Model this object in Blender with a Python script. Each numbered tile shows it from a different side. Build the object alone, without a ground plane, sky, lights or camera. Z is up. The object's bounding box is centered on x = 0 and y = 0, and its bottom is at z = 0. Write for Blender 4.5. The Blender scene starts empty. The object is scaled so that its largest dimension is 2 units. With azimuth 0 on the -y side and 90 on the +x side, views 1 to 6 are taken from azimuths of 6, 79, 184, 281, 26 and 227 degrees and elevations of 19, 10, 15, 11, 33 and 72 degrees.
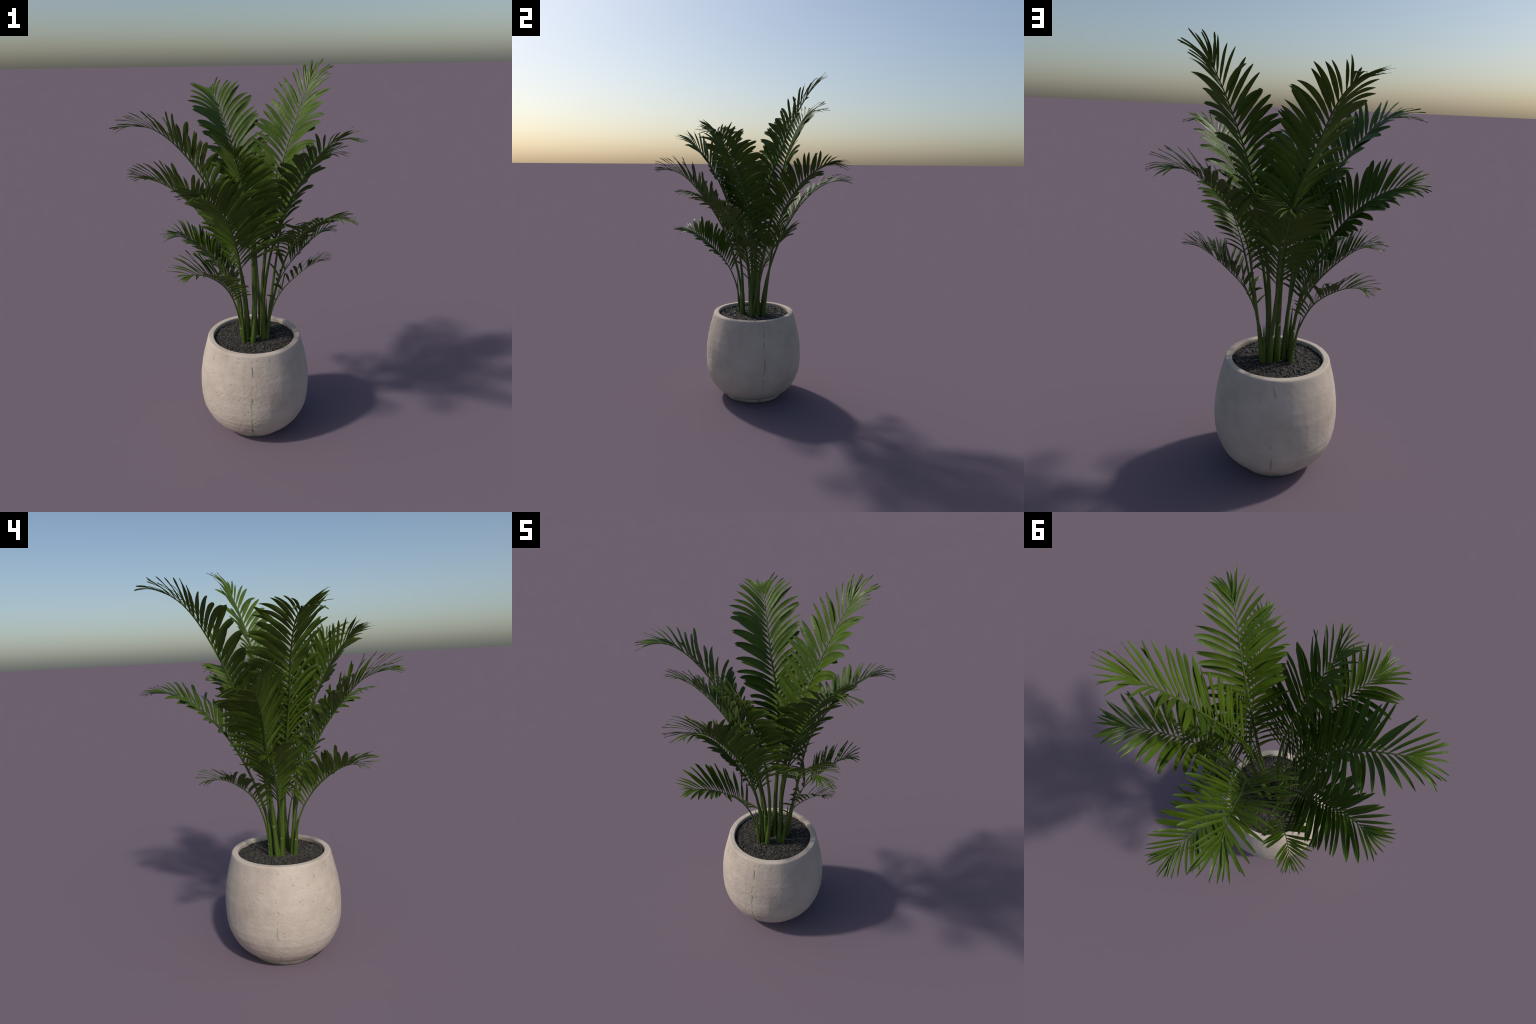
"""Potted palm: a clump of arching pinnate fronds growing from bark soil in a rounded concrete pot."""
import bpy, bmesh, math, random
import numpy as np
from mathutils import Vector, Matrix, noise

random.seed(7)
POT_C = Vector((0.051, -0.026, 0.0))
SOIL_Z = 0.528

# ------------------------------------------------------------------ node helpers
def new_mat(name):
    m = bpy.data.materials.new(name)
    m.use_nodes = True
    nt = m.node_tree
    for n in list(nt.nodes):
        nt.nodes.remove(n)
    return m, nt

def N(nt, typ, **props):
    n = nt.nodes.new(typ)
    ins = props.pop('ins', {})
    for k, v in props.items():
        setattr(n, k, v)
    for k, v in ins.items():
        if isinstance(v, bpy.types.NodeSocket):
            nt.links.new(v, n.inputs[k])
        else:
            n.inputs[k].default_value = v
    return n

def M(nt, op, a, b=None, c=None, clamp=False):
    n = nt.nodes.new('ShaderNodeMath')
    n.operation = op
    n.use_clamp = clamp
    for i, v in enumerate((a, b, c)):
        if v is None:
            continue
        if isinstance(v, bpy.types.NodeSocket):
            nt.links.new(v, n.inputs[i])
        else:
            n.inputs[i].default_value = v
    return n.outputs[0]

def MIX(nt, fac, a, b):
    n = nt.nodes.new('ShaderNodeMix')
    n.data_type = 'RGBA'
    for k, v in ((0, fac), (6, a), (7, b)):
        if isinstance(v, bpy.types.NodeSocket):
            nt.links.new(v, n.inputs[k])
        elif k == 0:
            n.inputs[k].default_value = v
        else:
            n.inputs[k].default_value = (*v, 1.0)
    return n.outputs[2]

def RAMP(nt, fac, stops):
    n = nt.nodes.new('ShaderNodeValToRGB')
    e = n.color_ramp.elements
    while len(e) < len(stops):
        e.new(0.5)
    for el, (p, c) in zip(e, stops):
        el.position = p
        el.color = (*c, 1.0) if len(c) == 3 else c
    nt.links.new(fac, n.inputs[0])
    return n.outputs[0]

def G(v):
    return (v, v, v)

# ------------------------------------------------------------------ materials
def leaf_material(name, c0, c1, rough, trans_col, trans):
    m, nt = new_mat(name)
    tc = N(nt, 'ShaderNodeTexCoord')
    oi = N(nt, 'ShaderNodeObjectInfo')
    n1 = N(nt, 'ShaderNodeTexNoise', ins={'Vector': tc.outputs['Object'], 'Scale': 3.0, 'Detail': 3.0})
    mp = N(nt, 'ShaderNodeMapping', ins={'Vector': tc.outputs['Object'], 'Scale': (2.0, 160.0, 2.0)})
    n2 = N(nt, 'ShaderNodeTexNoise', ins={'Vector': mp.outputs[0], 'Scale': 1.0, 'Detail': 2.0})
    f = M(nt, 'ADD', M(nt, 'MULTIPLY', n1.outputs[0], 0.55), M(nt, 'MULTIPLY', oi.outputs['Random'], 0.45))
    col = RAMP(nt, f, [(0.25, c0), (0.75, c1)])
    col = MIX(nt, M(nt, 'MULTIPLY', n2.outputs[0], 0.35), col, tuple(x * 0.72 for x in c0))
    n3 = N(nt, 'ShaderNodeTexNoise', ins={'Vector': tc.outputs['Object'], 'Scale': 14.0, 'Detail': 2.0})
    hgt = M(nt, 'ADD', n2.outputs[0], M(nt, 'MULTIPLY', n3.outputs[0], 2.0))
    bmp = N(nt, 'ShaderNodeBump', ins={'Strength': 0.35, 'Distance': 0.003, 'Height': hgt})
    p = N(nt, 'ShaderNodeBsdfPrincipled', ins={'Base Color': col, 'Roughness': rough, 'Normal': bmp.outputs[0],
                                                'Specular IOR Level': 0.32})
    t = N(nt, 'ShaderNodeBsdfTranslucent', ins={'Color': (*trans_col, 1.0)})
    mx = N(nt, 'ShaderNodeMixShader', ins={0: trans, 1: p.outputs[0], 2: t.outputs[0]})
    o = N(nt, 'ShaderNodeOutputMaterial')
    nt.links.new(mx.outputs[0], o.inputs[0])
    return m

def stem_material():
    m, nt = new_mat('palm_stem')
    tc = N(nt, 'ShaderNodeTexCoord')
    mp = N(nt, 'ShaderNodeMapping', ins={'Vector': tc.outputs['Object'], 'Scale': (90.0, 90.0, 5.0)})
    n1 = N(nt, 'ShaderNodeTexNoise', ins={'Vector': mp.outputs[0], 'Scale': 1.0, 'Detail': 4.0})
    col = RAMP(nt, n1.outputs[0], [(0.25, (0.034, 0.060, 0.005)), (0.55, (0.060, 0.100, 0.008)), (0.85, (0.095, 0.140, 0.016))])
    bmp = N(nt, 'ShaderNodeBump', ins={'Strength': 0.3, 'Distance': 0.002, 'Height': n1.outputs[0]})
    p = N(nt, 'ShaderNodeBsdfPrincipled', ins={'Base Color': col, 'Roughness': 0.5, 'Normal': bmp.outputs[0]})
    o = N(nt, 'ShaderNodeOutputMaterial')
    nt.links.new(p.outputs[0], o.inputs[0])
    return m

def pot_material():
    m, nt = new_mat('pale_concrete')
    tc = N(nt, 'ShaderNodeTexCoord')
    P = tc.outputs['Object']
    sx = N(nt, 'ShaderNodeSeparateXYZ', ins={0: P})
    x, y, z = sx.outputs
    big = N(nt, 'ShaderNodeTexNoise', ins={'Vector': P, 'Scale': 6.0, 'Detail': 5.0, 'Roughness': 0.6})
    fine = N(nt, 'ShaderNodeTexNoise', ins={'Vector': P, 'Scale': 85.0, 'Detail': 5.0, 'Roughness': 0.65})
    col = RAMP(nt, big.outputs[0], [(0.3, (0.42, 0.350, 0.285)), (0.5, (0.50, 0.422, 0.350)), (0.72, (0.55, 0.475, 0.400))])
    col = MIX(nt, M(nt, 'MULTIPLY', RAMP(nt, fine.outputs[0], [(0.55, G(0)), (0.75, G(1))]), 0.25), col, (0.27, 0.22, 0.17))
    # pinkish / greenish blotches
    bl = N(nt, 'ShaderNodeTexNoise', ins={'Vector': P, 'Scale': 14.0, 'Detail': 2.0})
    col = MIX(nt, M(nt, 'MULTIPLY', RAMP(nt, bl.outputs[0], [(0.60, G(0)), (0.75, G(1))]), 0.25), col, (0.46, 0.33, 0.31))
    # pits, denser on one face of the pot
    pits = N(nt, 'ShaderNodeTexVoronoi', ins={'Vector': P, 'Scale': 48.0, 'Randomness': 1.0})
    pm = RAMP(nt, pits.outputs['Distance'], [(0.10, G(1)), (0.34, G(0))])
    sel = N(nt, 'ShaderNodeTexNoise', ins={'Vector': P, 'Scale': 22.0, 'Detail': 1.0})
    pm = M(nt, 'MULTIPLY', pm, RAMP(nt, sel.outputs[0], [(0.53, G(0)), (0.60, G(1))]))
    side = M(nt, 'ADD', M(nt, 'MULTIPLY', x, -2.2), M(nt, 'MULTIPLY', y, -2.2))
    side = M(nt, 'ADD', side, 0.35, clamp=True)
    pm = M(nt, 'MULTIPLY', pm, side)
    col = MIX(nt, M(nt, 'MULTIPLY', pm, 0.38), col, (0.20, 0.165, 0.12))
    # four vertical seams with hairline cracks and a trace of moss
    ang = M(nt, 'ARCTAN2', y, x)
    wob = N(nt, 'ShaderNodeTexNoise', ins={'Vector': P, 'Scale': 16.0, 'Detail': 4.0})
    a4 = M(nt, 'ADD', ang, M(nt, 'MULTIPLY', M(nt, 'SUBTRACT', wob.outputs[0], 0.5), 0.16))
    fr = M(nt, 'FRACT', M(nt, 'ADD', M(nt, 'DIVIDE', a4, math.pi / 2), 4.47))
    dist = M(nt, 'ABSOLUTE', M(nt, 'SUBTRACT', fr, 0.5))
    line = RAMP(nt, dist, [(0.0, G(1)), (0.003, G(1)), (0.008, G(0))])
    mossl = RAMP(nt, dist, [(0.0, G(1)), (0.005, G(0.8)), (0.013, G(0))])
    gap = N(nt, 'ShaderNodeTexNoise', ins={'Vector': P, 'Scale': 9.0, 'Detail': 1.0})
    gap2 = N(nt, 'ShaderNodeTexNoise', ins={'Vector': P, 'Scale': 11.0, 'Detail': 2.0, 'Distortion': 0.6})
    up = M(nt, 'LESS_THAN', z, 0.53)
    crack = M(nt, 'MULTIPLY', M(nt, 'MULTIPLY', line, RAMP(nt, gap.outputs[0], [(0.56, G(0)), (0.63, G(1))])), up)
    moss = M(nt, 'MULTIPLY', M(nt, 'MULTIPLY', mossl, RAMP(nt, gap2.outputs[0], [(0.50, G(0)), (0.60, G(1))])), up)
    # moss on the foot ring
    foot = M(nt, 'MULTIPLY', M(nt, 'LESS_THAN', z, 0.016), RAMP(nt, gap2.outputs[0], [(0.36, G(0.1)), (0.58, G(0.75))]))
    col = MIX(nt, M(nt, 'MULTIPLY', moss, 0.7), col, (0.22, 0.27, 0.09))
    col = MIX(nt, foot, col, (0.17, 0.19, 0.105))
    col = MIX(nt, M(nt, 'MULTIPLY', crack, 0.85), col, (0.075, 0.075, 0.06))
    wr = N(nt, 'ShaderNodeTexNoise', ins={'Vector': P, 'Scale': 42.0, 'Detail': 3.0, 'Distortion': 1.6})
    wrk = M(nt, 'MULTIPLY', wr.outputs[0], M(nt, 'MULTIPLY', side, 1.6))
    h = M(nt, 'SUBTRACT', M(nt, 'ADD', M(nt, 'MULTIPLY', fine.outputs[0], 0.4), wrk), M(nt, 'ADD', pm, crack))
    bmp = N(nt, 'ShaderNodeBump', ins={'Strength': 0.45, 'Distance': 0.0025, 'Height': h})
    p = N(nt, 'ShaderNodeBsdfPrincipled', ins={'Base Color': col, 'Roughness': 0.85, 'Normal': bmp.outputs[0],
                                                'Specular IOR Level': 0.3})
    o = N(nt, 'ShaderNodeOutputMaterial')
    nt.links.new(p.outputs[0], o.inputs[0])
    return m

def soil_material(name, stops, rough):
    m, nt = new_mat(name)
    tc = N(nt, 'ShaderNodeTexCoord')
    n1 = N(nt, 'ShaderNodeTexNoise', ins={'Vector': tc.outputs['Object'], 'Scale': 70.0, 'Detail': 5.0, 'Roughness': 0.7})
    v = N(nt, 'ShaderNodeTexVoronoi', ins={'Vector': tc.outputs['Object'], 'Scale': 190.0})
    col = RAMP(nt, n1.outputs[0], stops)
    w = N(nt, 'ShaderNodeSeparateColor', ins={0: v.outputs['Color']})
    col = MIX(nt, M(nt, 'MULTIPLY', M(nt, 'GREATER_THAN', w.outputs[0], 0.95), 0.7), col, (0.075, 0.105, 0.035))
    col = MIX(nt, M(nt, 'MULTIPLY', M(nt, 'GREATER_THAN', w.outputs[1], 0.96), 0.7), col, (0.14, 0.12, 0.10))
    bmp = N(nt, 'ShaderNodeBump', ins={'Strength': 0.6, 'Distance': 0.004, 'Height': n1.outputs[0]})
    p = N(nt, 'ShaderNodeBsdfPrincipled', ins={'Base Color': col, 'Roughness': rough, 'Normal': bmp.outputs[0]})
    o = N(nt, 'ShaderNodeOutputMaterial')
    nt.links.new(p.outputs[0], o.inputs[0])
    return m

MAT_LEAF = leaf_material('palm_leaf_upper', (0.047, 0.089, 0.0050), (0.085, 0.142, 0.0095), 0.42, (0.12, 0.22, 0.010), 0.15)
MAT_UNDER = leaf_material('palm_leaf_underside', (0.047, 0.087, 0.0055), (0.082, 0.136, 0.0100), 0.58, (0.12, 0.22, 0.010), 0.15)
MAT_STEM = stem_material()
MAT_POT = pot_material()
MAT_SOIL = soil_material('dark_bark_soil', [(0.30, (0.006, 0.005, 0.0045)), (0.55, (0.022, 0.0175, 0.015)), (0.78, (0.055, 0.044, 0.037))], 0.85)
MAT_CHIP = soil_material('bark_chip', [(0.30, (0.018, 0.014, 0.012)), (0.55, (0.044, 0.035, 0.030)), (0.80, (0.095, 0.080, 0.066))], 0.7)

# ------------------------------------------------------------------ object helpers
COL = bpy.context.scene.collection

def add_obj(name, mesh, parent=None):
    ob = bpy.data.objects.new(name, mesh)
    COL.objects.link(ob)
    if parent is not None:
        ob.parent = parent
    return ob

def mesh_from(name, verts, faces, mats, face_mats=None, smooth=True):
    me = bpy.data.meshes.new(name)
    me.from_pydata([tuple(v) for v in verts], [], faces)
    for m in mats:
        me.materials.append(m)
    if face_mats is not None:
        me.polygons.foreach_set('material_index', face_mats)
    me.polygons.foreach_set('use_smooth', [smooth] * len(me.polygons))
    me.update()
    return me

def spline(pts, per=10):
    """Catmull-Rom through control points."""
    P = [Vector(p) for p in pts]
    Q = [2 * P[0] - P[1]] + P + [2 * P[-1] - P[-2]]
    out = []
    for i in range(len(P) - 1):
        a, b, c, d = Q[i:i + 4]
        for k in range(per):
            t = k / per
            out.append(0.5 * (2 * b + (c - a) * t + (2 * a - 5 * b + 4 * c - d) * t * t + (-a + 3 * b - 3 * c + d) * t ** 3))
    out.append(P[-1])
    return out

class Path:
    def __init__(self, pts):
        self.p = pts
        self.s = [0.0]
        for a, b in zip(pts, pts[1:]):
            self.s.append(self.s[-1] + (b - a).length)
        self.L = self.s[-1]

    def at(self, f):
        t = max(0.0, min(1.0, f)) * self.L
        for i in range(len(self.s) - 1):
            if self.s[i + 1] >= t:
                break
        u = (t - self.s[i]) / max(1e-9, self.s[i + 1] - self.s[i])
        return self.p[i].lerp(self.p[i + 1], u)

    def tan(self, f):
        return (self.at(min(1, f + 0.02)) - self.at(max(0, f - 0.02))).normalized()

def lerp(a, b, t):
    return a + (b - a) * t

def ramp(t, stops):
    for (t0, v0), (t1, v1) in zip(stops, stops[1:]):
        if t <= t1:
            return lerp(v0, v1, max(0.0, (t - t0) / (t1 - t0)))
    return stops[-1][1]

# ------------------------------------------------------------------ thing
plant = bpy.data.objects.new('potted_palm', None)
COL.objects.link(plant)
plant.location = POT_C
plant['label'] = 'arching green palm fronds in a round pale concrete pot'
plant['category'] = 'potted plant'
bpy.context.view_layer.update()

def under_plant(ob):
    ob.parent = plant
    ob.matrix_parent_inverse = Matrix.Translation(-POT_C)
    return ob

# ------------------------------------------------------------------ pot
def build_pot():
    outer = [(0.000, 0.004), (0.120, 0.003), (0.172, 0.000), (0.179, 0.003), (0.180, 0.019), (0.182, 0.025),
             (0.200, 0.031), (0.221, 0.044), (0.241, 0.063), (0.262, 0.090), (0.2795, 0.123), (0.295, 0.165), (0.302, 0.205),
             (0.3045, 0.255), (0.3040, 0.300), (0.3015, 0.345), (0.2925, 0.405), (0.2800, 0.460), (0.2680, 0.505),
             (0.2590, 0.5400), (0.2568, 0.5480), (0.2552, 0.5520), (0.2525, 0.5548), (0.2500, 0.5557), (0.2290, 0.5565), (0.2258, 0.5555), (0.2235, 0.5520),
             (0.2245, 0.530), (0.2330, 0.495), (0.2340, 0.480)]
    # resample the profile
    prof = []
    for (r0, z0), (r1, z1) in zip(outer, outer[1:]):
        d = math.hypot(r1 - r0, z1 - z0)
        k = max(1, int(d / 0.0042))
        for i in range(k):
            prof.append((lerp(r0, r1, i / k), lerp(z0, z1, i / k)))
    prof.append(outer[-1])
    # soften the straight runs slightly
    arr = np.array(prof)
    for _ in range(2):
        sm = arr.copy()
        sm[1:-1] = 0.25 * arr[:-2] + 0.5 * arr[1:-1] + 0.25 * arr[2:]
        keep = (arr[:, 1] < 0.03) | (arr[:, 1] > 0.536)
        arr = np.where(keep[:, None], arr, sm)
    SEG = 288
    verts, faces = [], []
    for r, z in arr:
        for j in range(SEG):
            a = 2 * math.pi * j / SEG
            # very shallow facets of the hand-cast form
            fa = ((a / (2 * math.pi) * 26) % 1.0) - 0.5
            rr = r * (1.0 - 0.0018 + 0.0072 * fa * fa) if r > 0.2 else r
            v = Vector((rr * math.cos(a), rr * math.sin(a), z))
            if r > 0.19 and z > 0.025:
                n = noise.noise(v * 9.0) * 0.0012 + noise.noise(v * 40.0) * 0.00045
                w = max(0.0, min(1.0, 0.35 - 2.2 * (v.x + v.y)))      # rougher towards the front left
                n += w * (noise.noise(v * 75.0) * 0.0006 - max(0.0, noise.noise(v * 60.0) - 0.45) * 0.006)
                v.x += math.cos(a) * n
                v.y += math.sin(a) * n
            verts.append(v)
    for i in range(len(arr) - 1):
        for j in range(SEG):
            k = (j + 1) % SEG
            faces.append((i * SEG + j, i * SEG + k, (i + 1) * SEG + k, (i + 1) * SEG + j))
    me = mesh_from('pot', verts, faces, [MAT_POT])
    ob = add_obj('pot', me)
    ob.location = POT_C
    under_plant(ob)
    return ob

build_pot()

# ------------------------------------------------------------------ soil
def soil_height(x, y):
    r = math.hypot(x, y)
    v = Vector((x, y, 0.0))
    return (SOIL_Z + 0.005 + 0.008 * (1 - (r / 0.235) ** 2) + noise.noise(v * 14) * 0.004 + noise.noise(v * 45) * 0.0035
            + noise.noise(v * 120) * 0.0022)

def build_soil():
    verts, faces = [Vector((0, 0, soil_height(0, 0)))], []
    RN, SEG = 70, 200
    for i in range(1, RN + 1):
        r = 0.2335 * i / RN
        for j in range(SEG):
            a = 2 * math.pi * j / SEG
            x, y = r * math.cos(a), r * math.sin(a)
            verts.append(Vector((x, y, soil_height(x, y))))
    for j in range(SEG):
        faces.append((0, 1 + j, 1 + (j + 1) % SEG))
    for i in range(RN - 1):
        for j in range(SEG):
            k = (j + 1) % SEG
            faces.append((1 + i * SEG + j, 1 + (i + 1) * SEG + j, 1 + (i + 1) * SEG + k, 1 + i * SEG + k))
    soil = add_obj('soil', mesh_from('soil', verts, faces, [MAT_SOIL]))
    soil.location = POT_C
    under_plant(soil)
    # bark chips strewn over it
    rnd = random.Random(11)
    bm = bmesh.new()
    base = [Vector(v) for v in ((-1, -.5, -.4), (1, -.6, -.4), (1.1, .5, -.4), (-.9, .6, -.4), (-.8, -.4, .5), (.7, -.5, .35), (.9, .35, .5), (-.7, .5, .35))]
    fs = [(3, 2, 1, 0), (4, 5, 6, 7), (0, 1, 5, 4), (1, 2, 6, 5), (2, 3, 7, 6), (3, 0, 4, 7)]
    for _ in range(1700):
        r = 0.226 * math.sqrt(rnd.random())
        a = rnd.uniform(0, 2 * math.pi)
        x, y = r * math.cos(a), r * math.sin(a)
        s = 0.0017 + 0.0062 * rnd.random() ** 2.4
        mtx = (Matrix.Translation((x, y, soil_height(x, y) + s * 0.2)) @ Matrix.Rotation(rnd.uniform(0, 6.28), 4, 'Z')
               @ Matrix.Rotation(rnd.uniform(-.5, .5), 4, 'X') @ Matrix.Rotation(rnd.uniform(-.5, .5), 4, 'Y'))
        vs = [bm.verts.new(mtx @ Vector((v.x * s * rnd.uniform(.9, 1.8), v.y * s * rnd.uniform(.7, 1.3), v.z * s * rnd.uniform(.7, 1.2)))) for v in base]
        for f in fs:
            bm.faces.new([vs[i] for i in f])
    me = bpy.data.meshes.new('bark_chips')
    bm.to_mesh(me)
    bm.free()
    me.materials.append(MAT_CHIP)
    ch = add_obj('bark_chips', me)
    ch['kind'] = 'stuff'
    ch.location = POT_C
    under_plant(ch)

build_soil()

# ------------------------------------------------------------------ leaflet library
ROWS = 12
COLS = (-1.0, -0.5, 0.0, 0.5, 1.0)

def leaflet_mesh(half, droop, sweep, tip, seed):
    """Unit-length blade along +x, top face +z; droop bends it to -z, sweep bends it in its own plane."""
    rnd = random.Random(seed)
    if tip == 'notched':
        cut = [0.93 + rnd.uniform(-.03, .03), 1.0, 0.93 + rnd.uniform(-.03, .02), 0.985, 0.91 + rnd.uniform(-.04, .03)]
        width = [(0, .22), (.08, .42), (.22, .74), (.45, .97), (.62, 1.0), (.8, .93), (.92, .74), (1, .48)]
    elif tip == 'blunt':
        cut = [0.945, 0.985, 1.0, 0.985, 0.945]
        width = [(0, .22), (.08, .42), (.22, .72), (.45, .97), (.6, 1.0), (.8, .90), (.93, .62), (1, .28)]
    else:
        cut = [0.98, 0.99, 1.0, 0.99, 0.98]
        width = [(0, .26), (.08, .50), (.22, .85), (.4, 1.0), (.6, .93), (.8, .68), (.93, .36), (1, .08)]
    # spine of the blade
    spine = [(0.0, 0.0, 0.0)]
    frames = []
    n = 40
    x = y = z = 0.0
    for i in range(n + 1):
        t = i / n
        a = droop * (t ** 1.6)
        b = sweep * (t ** 1.5)
        d = Vector((math.cos(a) * math.cos(b), math.sin(b), -math.sin(a) * math.cos(b))).normalized()
        yv = Vector((-math.sin(b), math.cos(b), 0)).normalized()
        zv = d.cross(yv).normalized()
        frames.append((Vector((x, y, z)), yv, zv))
        x, y, z = x + d.x / n, y + d.y / n, z + d.z / n
    top, bot = [], []
    for i in range(ROWS + 1):
        for c, cv in enumerate(COLS):
            t = (i / ROWS) * (cut[c] if i / ROWS > 0.5 else lerp(1.0, cut[c], 2 * i / ROWS))
            k = min(n - 1, int(t * n))
            u = t * n - k
            o = frames[k][0].lerp(frames[k + 1][0], u)
            yv, zv = frames[k][1], frames[k][2]
            w = half * ramp(t, width) * (1 + 0.05 * rnd.uniform(-1, 1) * (abs(cv) > 0.9))
            fold = 0.22 * w * (abs(cv) - 0.4)
            wave = 0.012 * math.sin(t * 9 + seed + cv) * t
            p = o + yv * (cv * w) + zv * (fold + wave)
            top.append(p)
            bot.append(p - zv * 0.0035)
    nc = len(COLS)
    verts = top + bot
    off = len(top)
    faces, fm = [], []
    for i in range(ROWS):
        for c in range(nc - 1):
            a, b, d, e = i * nc + c, i * nc + c + 1, (i + 1) * nc + c + 1, (i + 1) * nc + c
            faces.append((a, e, d, b)); fm.append(0)
            faces.append((a + off, b + off, d + off, e + off)); fm.append(1)
    rim = ([i * nc for i in range(ROWS + 1)] + [ROWS * nc + c for c in range(1, nc)]
           + [i * nc + nc - 1 for i in range(ROWS - 1, -1, -1)] + [c for c in range(nc - 2, 0, -1)])
    r0 = len(verts)
    verts = verts + [top[i] for i in rim] + [bot[i] for i in rim]
    k = len(rim)
    for i in range(k):
        j = (i + 1) % k
        faces.append((r0 + i, r0 + k + i, r0 + k + j, r0 + j)); fm.append(0)
    # flip so the top faces +z
    faces = [tuple(reversed(f)) for f in faces]
    return mesh_from('leaflet', verts, faces, [MAT_LEAF, MAT_UNDER], fm)

HALVES = (0.037, 0.053, 0.067)
DROOPS = (0.10, 0.42, 0.80)
SWEEPS = (-0.05, 0.28, 0.68)
TIPS = ('notched', 'blunt', 'pointed')
LIB = {}
_seed = 0
for hi, h in enumerate(HALVES):
    for di, dr in enumerate(DROOPS):
        for si, sw in enumerate(SWEEPS):
            for ti, tp in enumerate(TIPS):
                for sg in (1, -1):
                    _seed += 1
                    LIB[(hi, di, si, ti, sg)] = leaflet_mesh(h, dr, -sw * sg, tp, _seed)

# ------------------------------------------------------------------ fronds
# control points of each frond's stalk from the soil to its tip, and its character
FRONDS = [
    # tall upright pair at the back
    dict(p=[(.097, .006, .528), (.099, -.022, .795), (.121, -.014, 1.058), (.162, .029, 1.315), (.222, .102, 1.561), (.298, .190, 1.794), (.388, .307, 2.006)], roll=-16, leaf=0.212, lift=26, stem=1.0),
    dict(p=[(.056, -.012, .528), (.050, .015, .804), (.038, .072, 1.074), (.000, .143, 1.334), (-.085, .224, 1.579), (-.171, .338, 1.784), (-.290, .505, 1.895)], roll=3, leaf=0.228, lift=33, stem=1.1),
    # left, high
    dict(p=[(.022, -.036, .528), (.010, -.050, .796), (-.032, -.082, 1.059), (-.111, -.118, 1.311), (-.228, -.148, 1.533), (-.380, -.200, 1.691), (-.560, -.295, 1.735)], roll=-6, leaf=0.218, lift=28, stem=1.0),
    # left, middle
    dict(p=[(-.014, -.021, .528), (-.023, -.006, .734), (-.065, -.001, .931), (-.141, -.006, 1.114), (-.251, -.015, 1.273), (-.399, -.016, 1.391), (-.592, -.010, 1.453)], roll=-32, leaf=0.206, lift=30, stem=1.0),
    # right back, long bare stalk
    dict(p=[(.117, .021, .528), (.144, .045, .750), (.171, .070, .968), (.206, .111, 1.175), (.291, .189, 1.349), (.406, .297, 1.474), (.535, .418, 1.512)], roll=12, leaf=0.196, lift=31, stem=.85),
    # right front, high
    dict(p=[(.107, -.057, .528), (.111, -.045, .787), (.150, -.061, 1.039), (.223, -.107, 1.278), (.326, -.179, 1.486), (.440, -.271, 1.639), (.570, -.342, 1.690)], roll=6, leaf=0.196, lift=18, n=24, stem=.95),
    # back, middle
    dict(p=[(.088, .014, .528), (.074, .047, .733), (.056, .108, .929), (.039, .195, 1.110), (.010, .312, 1.263), (-.011, .460, 1.369), (-.011, .640, 1.404)], roll=9, leaf=0.188, lift=23, stem=1.0),
    # front, high
    dict(p=[(.050, -.099, .528), (.068, -.100, .742), (.074, -.122, .954), (.066, -.164, 1.162), (.049, -.232, 1.360), (.025, -.333, 1.542), (.004, -.484, 1.697)], roll=20, leaf=0.205, lift=25, stem=1.0),
    # front, middle
    dict(p=[(.021, -.090, .528), (.014, -.107, .735), (.006, -.154, .936), (-.006, -.231, 1.126), (-.034, -.339, 1.293), (-.091, -.463, 1.424), (-.135, -.630, 1.476)], roll=-12, leaf=0.212, lift=33, stem=1.0),
    # front right, middle
    dict(p=[(.113, -.054, .528), (.151, -.019, .726), (.195, -.040, .912), (.248, -.114, 1.077), (.320, -.230, 1.211), (.413, -.368, 1.309), (.528, -.510, 1.360)], roll=4, leaf=0.155, lift=14, n=21, s0=.47, stem=.85),
    # low ones round the rim
    dict(p=[(.005, -.102, .528), (-.012, -.117, .662), (-.031, -.151, .786), (-.059, -.211, .891), (-.104, -.290, .977), (-.166, -.378, 1.038), (-.248, -.473, 1.060)], roll=12, leaf=0.172, lift=36, stem=.8),
    dict(p=[(-.006, -.038, .528), (-.010, -.042, .674), (-.047, -.044, .812), (-.115, -.046, .937), (-.209, -.047, 1.042), (-.311, -.049, 1.118), (-.422, -.058, 1.130)], roll=0, leaf=0.170, lift=34, stem=.9),
    dict(p=[(-.013, .020, .528), (-.029, .024, .655), (-.061, .040, .771), (-.111, .072, .872), (-.185, .121, .947), (-.271, .180, .999), (-.361, .258, 1.012)], roll=0, leaf=0.138, lift=32, sparse=.25, stem=.8),
    dict(p=[(.129, -.050, .528), (.140, -.054, .648), (.168, -.069, .759), (.218, -.091, .859), (.288, -.120, .945), (.365, -.157, 1.022), (.450, -.208, 1.079)], roll=0, leaf=0.125, lift=34, stem=.65, sparse=.45),
    dict(p=[(.121, -.011, .528), (.134, -.011, .668), (.166, .000, .798), (.218, .022, .915), (.295, .054, 1.011), (.383, .085, 1.095), (.484, .116, 1.156)], roll=0, leaf=0.155, lift=34, stem=.7, sparse=.3),
]

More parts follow.
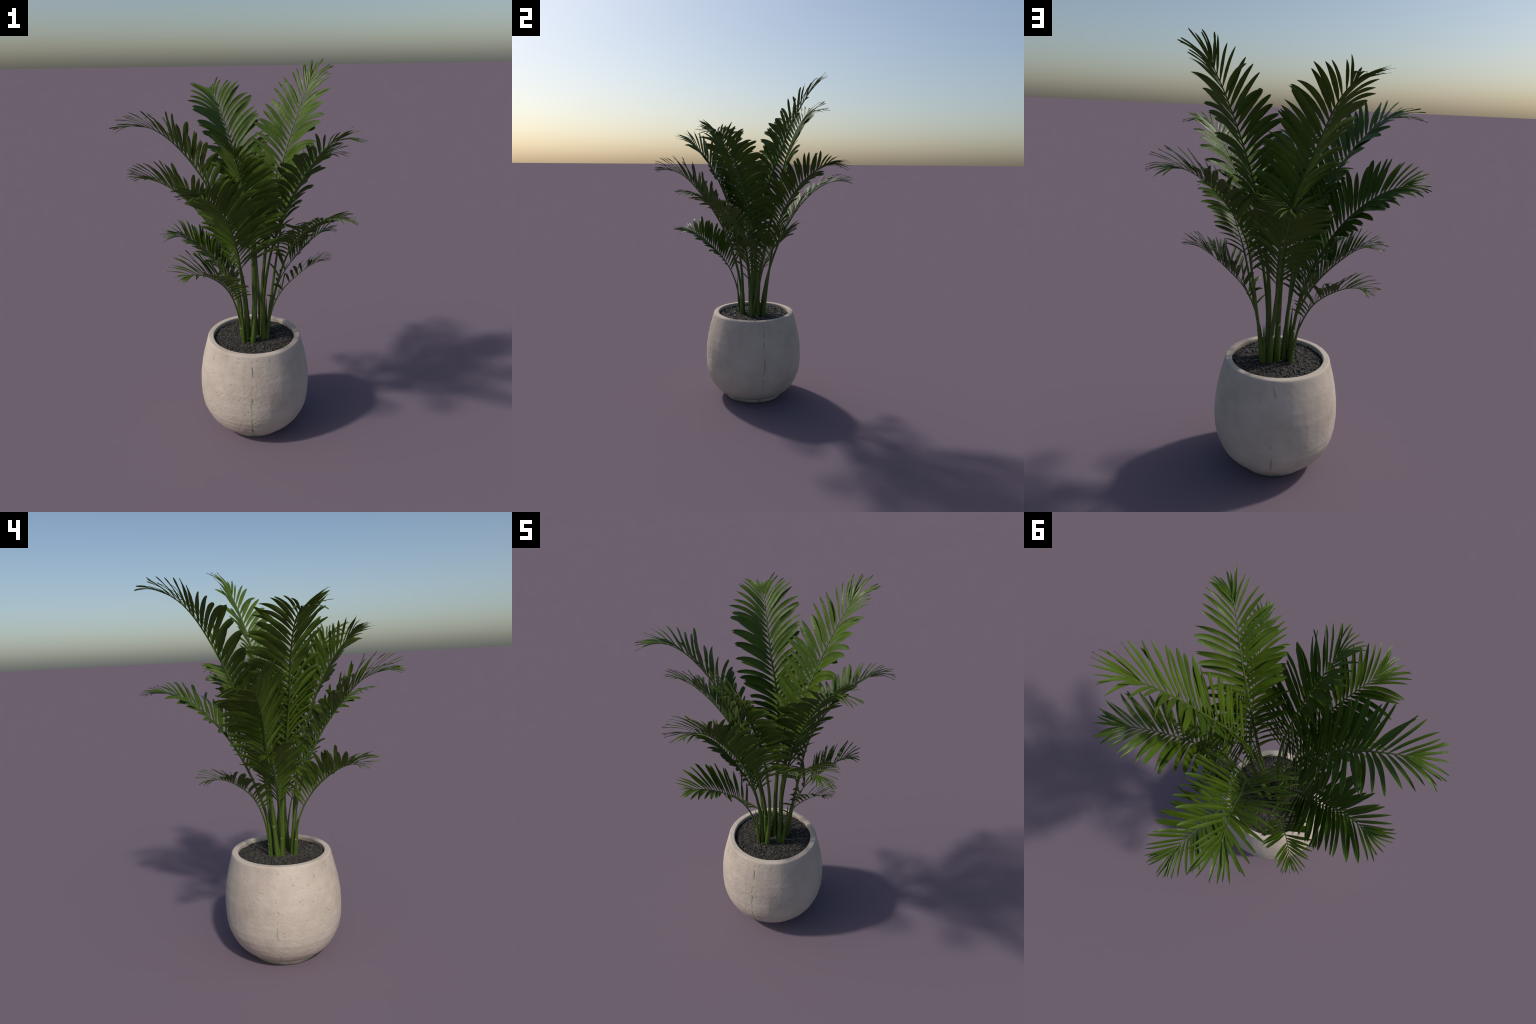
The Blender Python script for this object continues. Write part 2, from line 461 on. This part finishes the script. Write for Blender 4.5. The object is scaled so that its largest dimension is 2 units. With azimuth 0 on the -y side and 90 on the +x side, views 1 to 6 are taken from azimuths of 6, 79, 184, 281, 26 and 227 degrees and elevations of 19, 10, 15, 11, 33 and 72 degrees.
def tube(path, f0, f1, rad, nseg, nring=10, flat=1.0, tipcut=0.0, axis=None, cap=True):
    """Verts/faces of a tube along path between fractions f0..f1; rad(f) radius."""
    verts, faces = [], []
    for i in range(nseg + 1):
        f = lerp(f0, f1, i / nseg)
        T = path.tan(f)
        S = (axis - T * axis.dot(T)).normalized()
        Nn = S.cross(T)
        c = path.at(f)
        for j in range(nring):
            a = 2 * math.pi * j / nring
            r = rad(f)
            p = c + S * (math.cos(a) * r) + Nn * (math.sin(a) * r * flat)
            if i == nseg and tipcut:
                p += T * (tipcut * (math.sin(a) - 1) * 0.5)
            verts.append(p)
    for i in range(nseg):
        for j in range(nring):
            k = (j + 1) % nring
            faces.append((i * nring + j, i * nring + k, (i + 1) * nring + k, (i + 1) * nring + j))
    faces.append(tuple(range(nring))[::-1])
    if cap:
        faces.append(tuple(nseg * nring + j for j in range(nring)))
    return verts, faces

ALL = []          # (size, frond object, mesh, matrix)
for fi, F in enumerate(FRONDS):
    rnd = random.Random(100 + fi)
    pts = [Vector(p) for p in F['p']]
    pts[0].z -= 0.02
    path = Path(spline(pts, 12))
    L = path.L
    base, tip = pts[0], pts[-1]
    h = Vector((tip.x - base.x, tip.y - base.y, 0)).normalized()
    S0 = h.cross(Vector((0, 0, 1)))
    k = F['stem'] * math.sqrt(L / 1.3)
    rad = lambda f: k * ramp(f, [(0, .0130), (.06, .0122), (.14, .0100), (.30, .0082), (.42, .0068), (.65, .0046), (.85, .0025), (1, .0012)])
    v, fc = tube(path, 0.0, 0.915, rad, 60, 10, 0.9, 0, S0)
    stalk = add_obj('frond', mesh_from('frond', [p - base for p in v], fc, [MAT_STEM]))
    stalk.location = base
    under_plant(stalk)
    # clasping sheath at the foot of the stalk
    ftop = rnd.uniform(.13, .18)
    sh = lambda f: rad(f) + k * ramp(f, [(0, .0030), (.05, .0032), (.10, .0016), (ftop, .0001), (.3, .0001)])
    v, fc = tube(path, 0.0, ftop, sh, 14, 14, 0.9, 0.045, S0 if rnd.random() < .5 else h, cap=False)
    sheath = add_obj('leaf_sheath', mesh_from('leaf_sheath', [p - base for p in v], fc, [MAT_STEM]), stalk)

    # leaflets
    small = L < 0.9
    n = F.get('n', 27 if not small else 22)
    Lmax = F['leaf']
    s0, s1 = F.get('s0', 0.40), 0.895
    sparse = F.get('sparse', 0.0)
    roll = math.radians(F['roll'])
    for side in (1, -1):
        for i in range(n):
            u = (i + (0.0 if side > 0 else 0.45)) / (n - 0.55)
            if sparse and rnd.random() < sparse and u < .8:
                continue
            f = lerp(s0, s1, min(1, u ** 0.93)) + rnd.uniform(-.002, .002)
            T = path.tan(f)
            S = (S0 - T * S0.dot(T)).normalized()
            Nn = S.cross(T)
            R = Matrix.Rotation(-roll, 3, T)
            S, Nn = R @ S, R @ Nn
            th = math.radians(ramp(u, [(0, 52), (.3, 52), (.6, 48), (.85, 38), (1, 24)]) + rnd.uniform(-2.5, 2.5))
            de = math.radians(F['lift'] * ramp(u, [(0, 1.1), (.5, 1.0), (1, .7)]) + rnd.uniform(-5, 5))
            out = S * (side * math.cos(de)) + Nn * math.sin(de)
            d = T * math.cos(th) + out * math.sin(th)
            z = Nn * math.cos(de) - S * (side * math.sin(de))
            y = z.cross(d)
            # blades stand a little on edge, leading edge up
            yf = y * side
            yf = (yf + 0.35 * (Vector((0, 0, 1)) - d * d.z)).normalized()
            y = yf * side
            z = d.cross(y)
            tw = Matrix.Rotation(rnd.uniform(-.15, .15), 3, d)
            y, z = tw @ y, tw @ z
            ln = Lmax * ramp(u, [(0, .72), (.2, .92), (.5, 1.02), (.75, 1.0), (.9, .84), (1, .66)]) * rnd.uniform(.95, 1.05)
            if u < .15:
                hi = 1 if rnd.random() < .6 else 0
            else:
                hi = 2 if u < .70 and rnd.random() < .8 else (1 if u < .88 else 0)
            if small and hi == 2 and rnd.random() < .4:
                hi = 1
            # the blade sags under its weight: out of plane where it lies flat, in plane where the stalk stands upright
            sag = 0.06 + 0.45 * max(0.0, z.z) + rnd.uniform(-.15, .15)
            di = min(range(3), key=lambda q: abs(DROOPS[q] - sag))
            bend = 0.10 + 0.70 * y.z * side + rnd.uniform(-.16, .16)
            si = min(range(3), key=lambda q: abs(SWEEPS[q] - bend))
            ti = 2 if u > .72 or (u < .12) else rnd.choices((0, 1, 2), (4, 4, 2))[0]
            me = LIB[(hi, di, si, ti, side)]
            pos = path.at(f) - base + out * rad(f) * 0.5
            mtx = Matrix.Translation(pos) @ Matrix((d, y, z)).transposed().to_4x4() @ Matrix.Diagonal((ln, ln, ln, 1))
            ALL.append((ln * HALVES[hi] * ln, stalk, me, mtx))
    # terminal tuft
    for j in range(8):
        a = (j - 3.5) / 3.5
        f = lerp(.88, .905, rnd.random())
        T = path.tan(.94)
        S = (S0 - T * S0.dot(T)).normalized()
        Nn = S.cross(T)
        R = Matrix.Rotation(-roll, 3, T)
        S, Nn = R @ S, R @ Nn
        th = math.radians(abs(a) * 27 + 2)
        out = (S * math.copysign(1, a) + Nn * rnd.uniform(-.1, .6)).normalized()
        d = T * math.cos(th) + out * math.sin(th)
        z = (Nn - d * Nn.dot(d)).normalized()
        y = z.cross(d)
        ln = max((1 - f) * L * 1.02, Lmax * .5) * rnd.uniform(.88, 1.03)
        me = LIB[(0, 1 + rnd.randrange(2), rnd.randrange(2), 2, 1 if a > 0 else -1)]
        mtx = Matrix.Translation(path.at(f) - base) @ Matrix((d, y, z)).transposed().to_4x4() @ Matrix.Diagonal((ln, ln, ln, 1))
        ALL.append((ln * HALVES[0] * ln, stalk, me, mtx))

# the largest leaflets are objects of their own, the rest one mesh per frond
ALL.sort(key=lambda t: -t[0])
for _, st, me, mtx in ALL[:300]:
    ob = add_obj('leaflet', me, st)
    ob.matrix_local = mtx
rest = {}
for _, st, me, mtx in ALL[300:]:
    rest.setdefault(st.name, (st, []))[1].append((me, mtx))
for st, lst in rest.values():
    bm = bmesh.new()
    for me, mtx in lst:
        tmp = bmesh.new()
        tmp.from_mesh(me)
        vm = [bm.verts.new(mtx @ v.co) for v in tmp.verts]
        for f in tmp.faces:
            nf = bm.faces.new([vm[v.index] for v in f.verts])
            nf.material_index = f.material_index
            nf.smooth = True
        tmp.free()
    me = bpy.data.meshes.new('small_leaflets')
    bm.to_mesh(me)
    bm.free()
    me.materials.append(MAT_LEAF)
    me.materials.append(MAT_UNDER)
    ob = add_obj('small_leaflets', me, st)
    ob['kind'] = 'stuff'

# ------------------------------------------------------------------ young spear shoots
for a, b in (((.006, -.108, .53), (-.007, -.125, .785)), ((-.012, .012, .53), (-.055, .022, .790)),
             ((.090, -.015, .53), (.090, -.016, .790)), ((.108, .020, .53), (.116, .043, .742)), ((.066, -.020, .53), (.066, -.018, .63))):
    a, b = Vector(a), Vector(b)
    a.z -= .02
    mid = a.lerp(b, .5) + Vector((.002, -.002, 0))
    path = Path(spline([a, mid, b], 8))
    v, fc = tube(path, 0, 1, lambda f: ramp(f, [(0, .0095), (.4, .0080), (.75, .0048), (1, .0010)]), 16, 9, .8, 0, Vector((1, 0, 0)))
    ob = add_obj('spear_shoot', mesh_from('spear_shoot', [p - a for p in v], fc, [MAT_STEM]))
    ob.location = a
    under_plant(ob)
